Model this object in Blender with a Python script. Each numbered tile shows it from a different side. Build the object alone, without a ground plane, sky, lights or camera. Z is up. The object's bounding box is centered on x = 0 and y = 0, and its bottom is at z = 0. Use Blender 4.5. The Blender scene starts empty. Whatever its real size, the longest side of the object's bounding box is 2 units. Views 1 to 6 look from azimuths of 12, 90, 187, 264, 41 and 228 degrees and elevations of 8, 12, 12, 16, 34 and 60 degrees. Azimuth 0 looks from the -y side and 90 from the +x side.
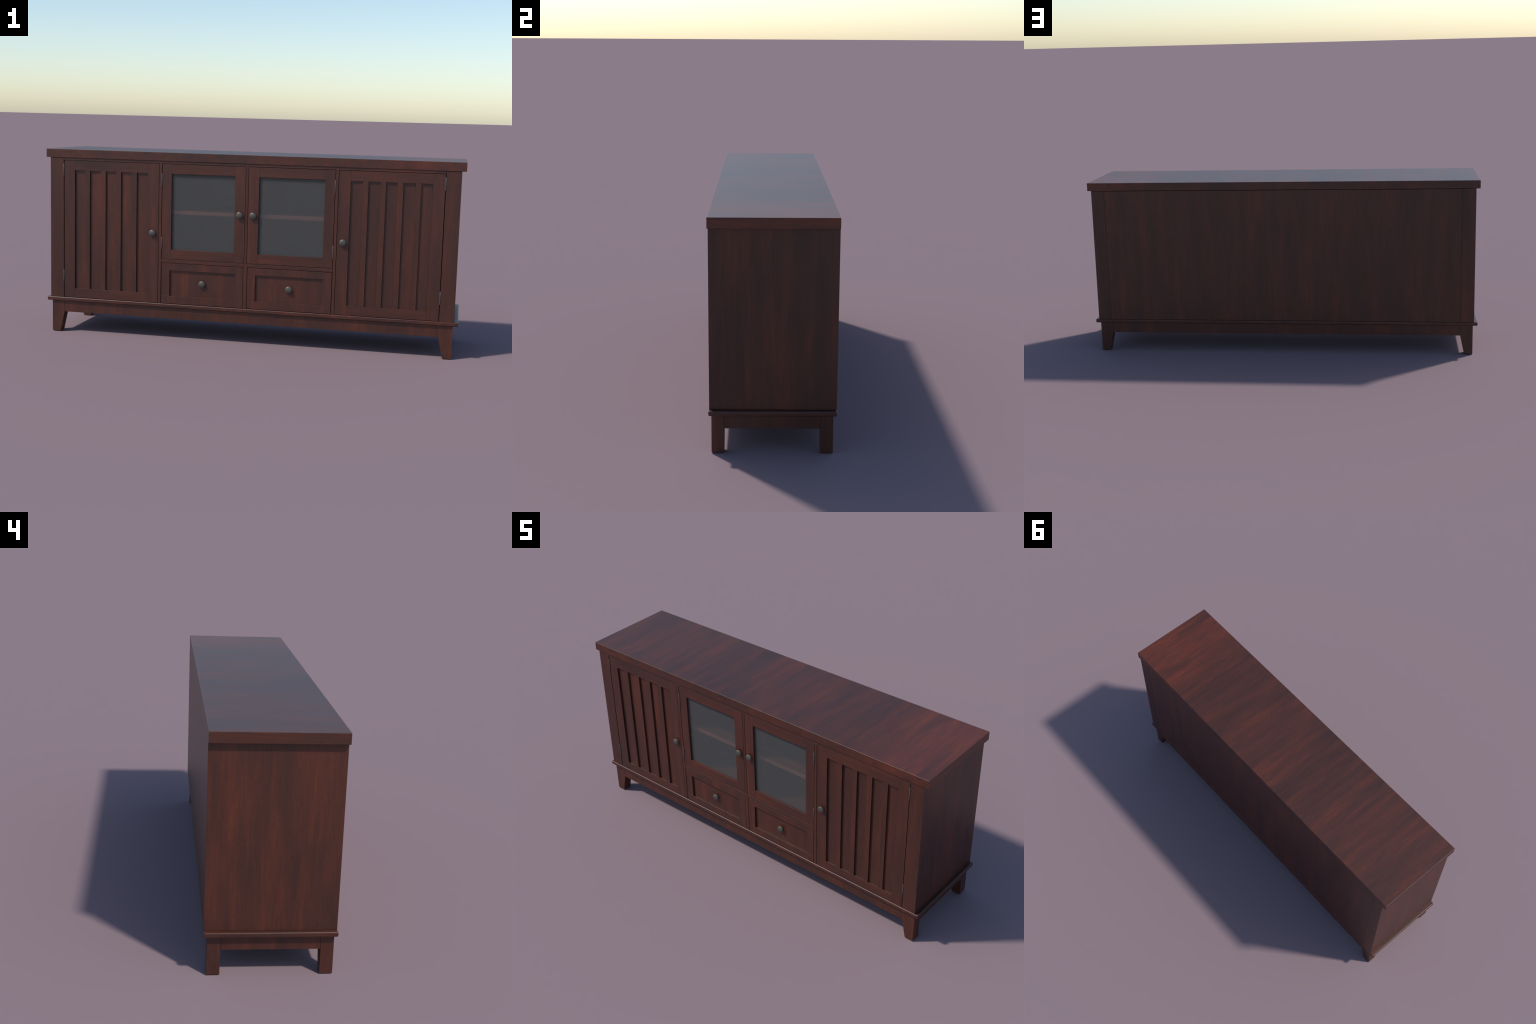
import bpy, bmesh, math
from mathutils import Vector

# ----------------------------------------------------------------------------
#  Long low media cabinet: dark red-brown stained wood, two slatted doors,
#  two glazed doors, two drawers, pewter knobs.   Metres, z up, front = -y.
# ----------------------------------------------------------------------------

# ------------------------------ materials -----------------------------------
def new_mat(name):
    m = bpy.data.materials.new(name)
    m.use_nodes = True
    nt = m.node_tree
    return m, nt, nt.nodes, nt.links, nt.nodes["Principled BSDF"]


def wood(name, grain, tone=1.0, streak=1.0, warm_end=False):
    """Stained mahogany-like veneer; `grain` is the axis the fibres run along."""
    m, nt, N, L, P = new_mat(name)
    tc = N.new("ShaderNodeTexCoord")
    oi = N.new("ShaderNodeObjectInfo")
    off = N.new("ShaderNodeVectorMath"); off.operation = 'SCALE'
    off.inputs[0].default_value = (7.3, 11.9, 5.1)
    L.new(oi.outputs["Random"], off.inputs["Scale"])
    add = N.new("ShaderNodeVectorMath"); add.operation = 'ADD'
    L.new(tc.outputs["Object"], add.inputs[0]); L.new(off.outputs[0], add.inputs[1])

    def stretched(across, along):
        mp = N.new("ShaderNodeMapping")
        sc = [across] * 3
        sc["xyz".index(grain)] = along
        mp.inputs["Scale"].default_value = sc
        L.new(add.outputs[0], mp.inputs["Vector"])
        return mp.outputs[0]

    def noise(vec, detail, rough, dist=0.0):
        n = N.new("ShaderNodeTexNoise")
        n.inputs["Scale"].default_value = 1.0
        n.inputs["Detail"].default_value = detail
        n.inputs["Roughness"].default_value = rough
        n.inputs["Distortion"].default_value = dist
        L.new(vec, n.inputs["Vector"])
        return n.outputs["Fac"]

    def ramp(fac, stops, interp='LINEAR'):
        r = N.new("ShaderNodeValToRGB")
        r.color_ramp.interpolation = interp
        e = r.color_ramp.elements
        while len(e) < len(stops):
            e.new(0.5)
        for k, (p, c) in zip(e, stops):
            k.position = p
            k.color = (*c, 1.0)
        L.new(fac, r.inputs["Fac"])
        return r.outputs["Color"]

    def mix(kind, fac, a, b):
        x = N.new("ShaderNodeMix"); x.data_type = 'RGBA'; x.blend_type = kind
        if isinstance(fac, float):
            x.inputs["Factor"].default_value = fac
        else:
            L.new(fac, x.inputs["Factor"])
        for s, v in ((6, a), (7, b)):
            if isinstance(v, tuple):
                x.inputs[s].default_value = (*v, 1.0)
            else:
                L.new(v, x.inputs[s])
        return x.outputs[2]

    t = tone * 0.80
    cloud = noise(stretched(5.0, 1.3), 3.0, 0.55, 0.1)           # broad light and dark zones
    band = noise(stretched(21.0, 2.1), 5.0, 0.62, 0.12)          # feathered streaks
    fibre = noise(stretched(150.0, 9.0), 3.0, 0.6, 0.2)          # fine fibres
    fleck = noise(stretched(420.0, 60.0), 2.0, 0.5)              # pores

    base = ramp(band, [(0.30, (0.055 * t, 0.0190 * t, 0.0130 * t)),
                       (0.47, (0.073 * t, 0.0218 * t, 0.0126 * t)),
                       (0.60, (0.093 * t, 0.0244 * t, 0.0124 * t)),
                       (0.78, (0.138 * t, 0.0315 * t, 0.0132 * t))])
    zones = ramp(cloud, [(0.34, (0.76, 0.83, 0.88)), (0.50, (1.0, 1.0, 1.0)), (0.68, (1.30, 1.12, 1.0))])
    col = mix('MULTIPLY', 0.68 * streak, base, zones)
    col = mix('MULTIPLY', 0.45, col, ramp(fibre, [(0.30, (0.62, 0.64, 0.66)), (0.70, (1.32, 1.28, 1.22))]))
    col = mix('MULTIPLY', 0.35, col, ramp(fleck, [(0.36, (0.55, 0.55, 0.55)), (0.55, (1.1, 1.1, 1.1))]))
    if warm_end:                                   # redder figure near the +x end of the board
        sp = N.new("ShaderNodeSeparateXYZ")
        L.new(tc.outputs["Object"], sp.inputs[0])
        mr = N.new("ShaderNodeMapRange"); mr.interpolation_type = 'SMOOTHSTEP'
        mr.inputs["From Min"].default_value = 0.45
        mr.inputs["From Max"].default_value = 0.85
        L.new(sp.outputs["X"], mr.inputs["Value"])
        mu = N.new("ShaderNodeMath"); mu.operation = 'MULTIPLY'; mu.use_clamp = True
        L.new(mr.outputs[0], mu.inputs[0]); L.new(band, mu.inputs[1])
        m2 = N.new("ShaderNodeMath"); m2.operation = 'MULTIPLY'; m2.use_clamp = True
        m2.inputs[1].default_value = 1.5
        L.new(mu.outputs[0], m2.inputs[0])
        col = mix('MULTIPLY', m2.outputs[0], col, (1.55, 1.25, 1.05))
    L.new(col, P.inputs["Base Color"])

    ro = N.new("ShaderNodeMapRange")
    ro.inputs["To Min"].default_value = 0.38
    ro.inputs["To Max"].default_value = 0.44
    L.new(band, ro.inputs["Value"]); L.new(ro.outputs[0], P.inputs["Roughness"])
    P.inputs["Specular IOR Level"].default_value = 0.5
    bp = N.new("ShaderNodeBump")
    bp.inputs["Strength"].default_value = 0.035
    bp.inputs["Distance"].default_value = 0.001
    L.new(fibre, bp.inputs["Height"]); L.new(bp.outputs[0], P.inputs["Normal"])
    return m


WOOD_UP = wood("stained_wood_vertical_grain", "z")
WOOD_ACROSS = wood("stained_wood_horizontal_grain", "x")
WOOD_PALE = wood("paler_wood_horizontal_grain", "x", 2.8)  # paler tone of the wood colour, set by how bright the shelf front looked
WOOD_DEEP = wood("stained_wood_crosswise_grain", "y")
WOOD_TOP = wood("stained_wood_table_top", "y", warm_end=True)


def metal(name, col, metallic, rough):
    m, nt, N, L, P = new_mat(name)
    tc = N.new("ShaderNodeTexCoord")
    n = N.new("ShaderNodeTexNoise")
    n.inputs["Scale"].default_value = 160.0
    n.inputs["Detail"].default_value = 3.0
    L.new(tc.outputs["Object"], n.inputs["Vector"])
    r = N.new("ShaderNodeValToRGB")
    r.color_ramp.elements[0].position = 0.3
    r.color_ramp.elements[0].color = (*[c * 0.85 for c in col], 1)
    r.color_ramp.elements[1].position = 0.7
    r.color_ramp.elements[1].color = (*[c * 1.15 for c in col], 1)
    L.new(n.outputs["Fac"], r.inputs["Fac"])
    L.new(r.outputs["Color"], P.inputs["Base Color"])
    P.inputs["Metallic"].default_value = metallic
    P.inputs["Roughness"].default_value = rough
    return m


PEWTER = metal("pewter", (0.085, 0.080, 0.066), 0.40, 0.46)
STEEL = metal("hinge_steel", (0.105, 0.105, 0.095), 0.4, 0.48)


def smoky_glass():
    m, nt, N, L, P = new_mat("smoky_glass")
    tc = N.new("ShaderNodeTexCoord")
    n = N.new("ShaderNodeTexNoise")
    n.inputs["Scale"].default_value = 3.0
    L.new(tc.outputs["Object"], n.inputs["Vector"])
    r = N.new("ShaderNodeValToRGB")
    r.color_ramp.elements[0].color = (0.155, 0.156, 0.155, 1)
    r.color_ramp.elements[1].color = (0.159, 0.160, 0.159, 1)
    L.new(n.outputs["Fac"], r.inputs["Fac"])
    L.new(r.outputs["Color"], P.inputs["Base Color"])
    P.inputs["Roughness"].default_value = 0.30
    P.inputs["Alpha"].default_value = 0.26          # two faces of the pane add up
    return m


GLASS = smoky_glass()

# ------------------------------ geometry ------------------------------------
def add_box(bm, x0, x1, y0, y1, z0, z1, bevel=0.0, seg=2, mat=0):
    t = bmesh.new()
    bmesh.ops.create_cube(t, size=1.0)
    for v in t.verts:
        v.co = Vector(((x0 + x1) / 2 + v.co.x * (x1 - x0),
                       (y0 + y1) / 2 + v.co.y * (y1 - y0),
                       (z0 + z1) / 2 + v.co.z * (z1 - z0)))
    if bevel > 0:
        bmesh.ops.bevel(t, geom=t.edges[:], offset=bevel, segments=seg, profile=0.5, affect='EDGES')
    for f in t.faces:
        f.material_index = mat
    tmp = bpy.data.meshes.new("tmp")
    t.to_mesh(tmp); t.free()
    bm.from_mesh(tmp)
    bpy.data.meshes.remove(tmp)


PLACE = {}


def put(name, mesh, loc, parent=None):
    o = bpy.data.objects.new(name, mesh)
    bpy.context.scene.collection.objects.link(o)
    loc = Vector(loc)
    PLACE[o] = loc
    if parent is not None:
        o.parent = parent
        o.location = loc - PLACE[parent]
    else:
        o.location = loc
    return o


def face_weighted_normals(me):
    """Flat faces stay flat; only the narrow bevels between them are rounded."""
    acc = [Vector((0, 0, 0)) for _ in me.vertices]
    for p in me.polygons:
        p.use_smooth = True
        for v in p.vertices:
            acc[v] += p.normal * (p.area * 1e4) ** 2
    me.normals_split_custom_set_from_vertices([n.normalized() if n.length > 0 else Vector((0, 0, 1)) for n in acc])


def finish(bm, name, loc, mats, parent, smooth=True):
    """bmesh given in world space -> object with its origin at loc"""
    loc = Vector(loc)
    bmesh.ops.translate(bm, verts=bm.verts[:], vec=-loc)
    me = bpy.data.meshes.new(name)
    bm.to_mesh(me); bm.free()
    for m in mats:
        me.materials.append(m)
    if smooth:
        face_weighted_normals(me)
    return put(name, me, loc, parent)


def box(name, x, y, z, mat, parent, bevel=0.0008, seg=2):
    bm = bmesh.new()
    add_box(bm, x[0], x[1], y[0], y[1], z[0], z[1], bevel, seg)
    c = ((x[0] + x[1]) / 2, (y[0] + y[1]) / 2, (z[0] + z[1]) / 2)
    return finish(bm, name, c, [mat], parent)


def lathe(name, profile, mat, seg=40):
    """profile = (radius, height) pairs, axis along -y"""
    bm = bmesh.new()
    rings = []
    for r, h in profile:
        if r < 1e-6:
            rings.append([bm.verts.new((0, -h, 0))])
        else:
            rings.append([bm.verts.new((r * math.cos(2 * math.pi * i / seg), -h, r * math.sin(2 * math.pi * i / seg)))
                          for i in range(seg)])
    for a, b in zip(rings, rings[1:]):
        for i in range(seg):
            j = (i + 1) % seg
            if len(b) == 1:
                bm.faces.new((a[i], a[j], b[0]))
            elif len(a) == 1:
                bm.faces.new((a[0], b[j], b[i]))
            else:
                bm.faces.new((a[i], a[j], b[j], b[i]))
    bmesh.ops.recalc_face_normals(bm, faces=bm.faces[:])
    me = bpy.data.meshes.new(name)
    bm.to_mesh(me); bm.free()
    me.materials.append(mat)
    for p in me.polygons:
        p.use_smooth = True
    me.set_sharp_from_angle(angle=math.radians(40))
    return me


# ------------------------------ main sizes ----------------------------------
HEIGHT = 0.900
TOP_LOW = 0.8591            # underside of the table top
BODY_LOW = 0.1727           # top of the base moulding
MOULD_LOW = 0.1536
BODY_X = 0.9800
FACE = -0.2300              # front plane of the face frame
DOOR_FACE = -0.2291
PANEL_FACE = -0.2206        # recessed panels
BACK = 0.2440

root = bpy.data.objects.new("media_cabinet", None)
bpy.context.scene.collection.objects.link(root)
PLACE[root] = Vector((0, 0, 0))
root["label"] = "long low dark reddish-brown wooden media cabinet with slatted and glass doors"
root["category"] = "cabinet"

# ------------------------------ table top -----------------------------------
box("table_top", (-1.0, 1.0), (-0.2332, 0.2437), (TOP_LOW, HEIGHT), WOOD_TOP, root, 0.0016, 3)

# ------------------------------ carcass -------------------------------------
for s in (-1, 1):
    box("carcass_panel", sorted((s * 0.9600, s * BODY_X)), (FACE + 0.0004, BACK), (BODY_LOW + .0005, TOP_LOW - .0003),
        WOOD_UP, root, 0.0007)
    box("stile", sorted((s * 0.9122, s * (BODY_X - 0.0010))), (FACE, FACE + 0.020), (BODY_LOW + .0003, TOP_LOW - .0005),
        WOOD_UP, root, 0.0007)
    box("stile", sorted((s * 0.9130, s * (BODY_X - 0.0006))), (BACK - 0.020, BACK - .0002), (BODY_LOW + .0003, TOP_LOW - .0012),
        WOOD_UP, root, 0.0009)
    # upright between the slatted door and the middle bay
    box("divider", sorted((s * 0.4152, s * 0.4283)), (FACE + 0.0002, BACK - 0.022), (BODY_LOW + .0003, 0.8468), WOOD_UP, root, 0.0006)
box("carcass_panel", (-0.9125, 0.9125), (BACK - 0.012, BACK - 0.0004), (BODY_LOW + .0008, TOP_LOW - .0016), WOOD_UP, root, 0.0008)
box("rail", (-0.9118, 0.9118), (FACE + 0.0003, FACE + 0.020), (0.8468, TOP_LOW - .0004), WOOD_ACROSS, root, 0.0006)
box("divider", (-0.0059, 0.0059), (FACE + 0.0004, 0.1200), (0.3894, 0.8468), WOOD_UP, root, 0.0006)
box("divider", (-0.0088, 0.0088), (FACE + 0.0002, BACK - 0.022), (BODY_LOW + .0003, 0.3892), WOOD_UP, root, 0.0006)
for s in (-1, 1):
    box("rail", sorted((s * 0.0092, s * 0.4138)), (FACE + 0.0003, FACE + 0.020), (0.3724, 0.3888), WOOD_ACROSS, root, 0.0006)
    box("cabinet_floor", sorted((s * 0.0092, s * 0.4138)), (FACE + 0.0215, BACK - 0.022), (0.3722, 0.3885), WOOD_ACROSS, root, 0.0005)
    box("shelf", sorted((s * 0.0062, s * 0.4138)), (-0.1935, BACK - 0.022), (0.6052, 0.6226), WOOD_ACROSS, root, 0.0005)
    box("shelf_pale_strip", sorted((s * 0.0064, s * 0.4136)), (-0.1965, -0.1937), (0.6050, 0.6228), WOOD_PALE, root, 0.0005)
box("ceiling_board", (-0.9590, 0.9590), (FACE + 0.0210, BACK - 0.022), (0.8475, 0.8590), WOOD_ACROSS, root, 0.0)

# ------------------------------ base ----------------------------------------
box("base_moulding", (-0.9982, 0.9982), (-0.2325, 0.2437), (MOULD_LOW, BODY_LOW), WOOD_DEEP, root, 0.0046, 5)

LEG_OUT, LEG_IN, LEG_FOOT, KNEE = 0.9752, 0.9118, 0.9330, 0.0986


def leg(sx, y0, y1):
    bm = bmesh.new()
    prof = [(LEG_IN, MOULD_LOW - .0003), (LEG_OUT, MOULD_LOW - .0003), (LEG_OUT, 0.0), (LEG_FOOT, 0.0), (LEG_IN, KNEE)]
    front = [bm.verts.new((sx * x, y0, z)) for x, z in prof]
    back = [bm.verts.new((sx * x, y1, z)) for x, z in prof]
    n = len(prof)
    bm.faces.new(front); bm.faces.new(back[::-1])
    for i in range(n):
        j = (i + 1) % n
        bm.faces.new((front[j], front[i], back[i], back[j]))
    bmesh.ops.recalc_face_normals(bm, faces=bm.faces[:])
    bmesh.ops.bevel(bm, geom=bm.edges[:], offset=0.0012, segments=2, profile=0.5, affect='EDGES')
    finish(bm, "leg", (sx * 0.9435, (y0 + y1) / 2, 0), [WOOD_UP], root)


for sx in (-1, 1):
    leg(sx, -0.2222, -0.1748)
    leg(sx, 0.1846, 0.2322)
    box("apron", sorted((sx * 0.9560, sx * 0.9745)), (-0.1744, 0.1842), (0.0968, MOULD_LOW - .0004), WOOD_UP, root)
box("apron", (-0.9114, 0.9114), (-0.2215, -0.2030), (0.0984, MOULD_LOW - .0004), WOOD_UP, root)
box("apron", (-0.9114, 0.9114), (0.2130, 0.2315), (0.0984, MOULD_LOW - .0004), WOOD_UP, root)

# ------------------------------ fittings ------------------------------------
KNOB = lathe("knob", [(0.0100, -0.0010), (0.0100, 0.0012), (0.0074, 0.0024), (0.0068, 0.0045), (0.0078, 0.0060),
                      (0.0120, 0.0072), (0.0160, 0.0080), (0.0171, 0.0089), (0.0169, 0.0097), (0.0152, 0.0112),
                      (0.0124, 0.0126), (0.0088, 0.0137), (0.0046, 0.0147), (0.0, 0.0149)], PEWTER)
HINGE = None


def hinge_mesh():
    bm = bmesh.new()
    r, h, seg = 0.0024, 0.060, 14
    prof = [(0.0, -h / 2), (r * 0.6, -h / 2), (r, -h / 2 + 0.0015), (r, h / 2 - 0.0015), (r * 0.6, h / 2), (0.0, h / 2)]
    rings = [[bm.verts.new((q * math.cos(2 * math.pi * i / seg), q * math.sin(2 * math.pi * i / seg), z)) for i in range(seg)]
             if q > 0 else [bm.verts.new((0, 0, z))] for q, z in prof]
    for a, b in zip(rings, rings[1:]):
        for i in range(seg):
            j = (i + 1) % seg
            if len(a) == 1:
                bm.faces.new((a[0], b[i], b[j]))
            elif len(b) == 1:
                bm.faces.new((a[i], a[j], b[0]))
            else:
                bm.faces.new((a[i], a[j], b[j], b[i]))
    bmesh.ops.recalc_face_normals(bm, faces=bm.faces[:])
    me = bpy.data.meshes.new("hinge")
    bm.to_mesh(me); bm.free()
    me.materials.append(STEEL)
    for p in me.polygons:
        p.use_smooth = True
    me.set_sharp_from_angle(angle=math.radians(50))
    return me


HINGE = hinge_mesh()


# ------------------------------ doors and drawers ---------------------------
def frame(name, xo, zo, xi, zi, through, rail_mat):
    """Four-member frame.  through = 'stile' (stiles run full height) or 'rail'."""
    bm = bmesh.new()
    y0, y1 = DOOR_FACE, DOOR_FACE + 0.0180
    b, g, lip = 0.0004, 0.0002, 0.0002
    if through == 'stile':
        add_box(bm, xo[0], xi[0], y0, y1, zo[0], zo[1], b, 2, 0)
        add_box(bm, xi[1], xo[1], y0, y1, zo[0], zo[1], b, 2, 0)
        add_box(bm, xi[0] + g, xi[1] - g, y0 + lip, y1, zo[0], zi[0], b, 2, 1)
        add_box(bm, xi[0] + g, xi[1] - g, y0 + lip, y1, zi[1], zo[1], b, 2, 1)
    else:
        add_box(bm, xo[0], xo[1], y0, y1, zo[0], zi[0], b, 2, 1)
        add_box(bm, xo[0], xo[1], y0, y1, zi[1], zo[1], b, 2, 1)
        add_box(bm, xo[0], xi[0], y0 + lip, y1, zi[0] + g, zi[1] - g, b, 2, 0)
        add_box(bm, xi[1], xo[1], y0 + lip, y1, zi[0] + g, zi[1] - g, b, 2, 0)
    c = ((xo[0] + xo[1]) / 2, DOOR_FACE + 0.009, (zo[0] + zo[1]) / 2)
    return finish(bm, name, c, [WOOD_UP, rail_mat], root)


def span(s, a, b):
    return sorted((s * a, s * b))


SLAT = None
for s in (-1, 1):
    # slatted door, hinged on the outer stile
    zi = (0.2190, 0.7990)
    xi = span(s, 0.4845, 0.8552)
    d = frame("slatted_door", span(s, 0.4303, 0.9090), (0.1745, 0.8448), xi, zi, 'stile', WOOD_ACROSS)
    box("door_panel", (xi[0] - .004, xi[1] + .004), (PANEL_FACE, DOOR_FACE + 0.0172), (zi[0] - .004, zi[1] + .004), WOOD_UP, d, 0.0)
    for x in (0.5532, 0.6322, 0.7102, 0.7908):
        c = (s * x, (DOOR_FACE + PANEL_FACE) / 2, (zi[0] + zi[1]) / 2)
        if SLAT is None:
            o = box("slat", (c[0] - 0.0126, c[0] + 0.0126), (DOOR_FACE + 0.0005, PANEL_FACE + 0.002),
                    (zi[0] - 0.0002, zi[1] + 0.0002), WOOD_UP, d, 0.0007)
            SLAT = o.data
            slat_y = PLACE[o].y
        else:
            put("slat", SLAT, (c[0], slat_y, c[2]), d)
    put("knob", KNOB, (s * 0.4583, DOOR_FACE, 0.5122), d)
    for z in (0.8000, 0.2805):
        put("hinge", HINGE, (s * 0.9110, FACE - 0.0003, z), d)

    # glazed door, hinged on the divider
    zi = (0.4360, 0.8000)
    xi = span(s, 0.0572, 0.3668)
    d = frame("glass_door", span(s, 0.0076, 0.4128), (0.3906, 0.8448), xi, zi, 'stile', WOOD_ACROSS)
    box("glass_pane", (xi[0] - .003, xi[1] + .003), (PANEL_FACE, PANEL_FACE + 0.004), (zi[0] - .003, zi[1] + .003), GLASS, d, 0.0)
    put("knob", KNOB, (s * 0.0324, DOOR_FACE, 0.6171), d)
    for z in (0.7688, 0.4662):
        put("hinge", HINGE, (s * 0.4137, FACE - 0.0003, z), d)

    # drawer under the glazed door
    zi = (0.2115, 0.3368)
    xi = span(s, 0.0492, 0.3722)
    d = frame("drawer", span(s, 0.0108, 0.4124), (0.1748, 0.3704), xi, zi, 'rail', WOOD_UP)
    box("drawer_panel", (xi[0] - .004, xi[1] + .004), (PANEL_FACE, DOOR_FACE + 0.0172), (zi[0] - .004, zi[1] + .004), WOOD_UP, d, 0.0)
    put("knob", KNOB, (s * 0.2108, PANEL_FACE, 0.2758), d)
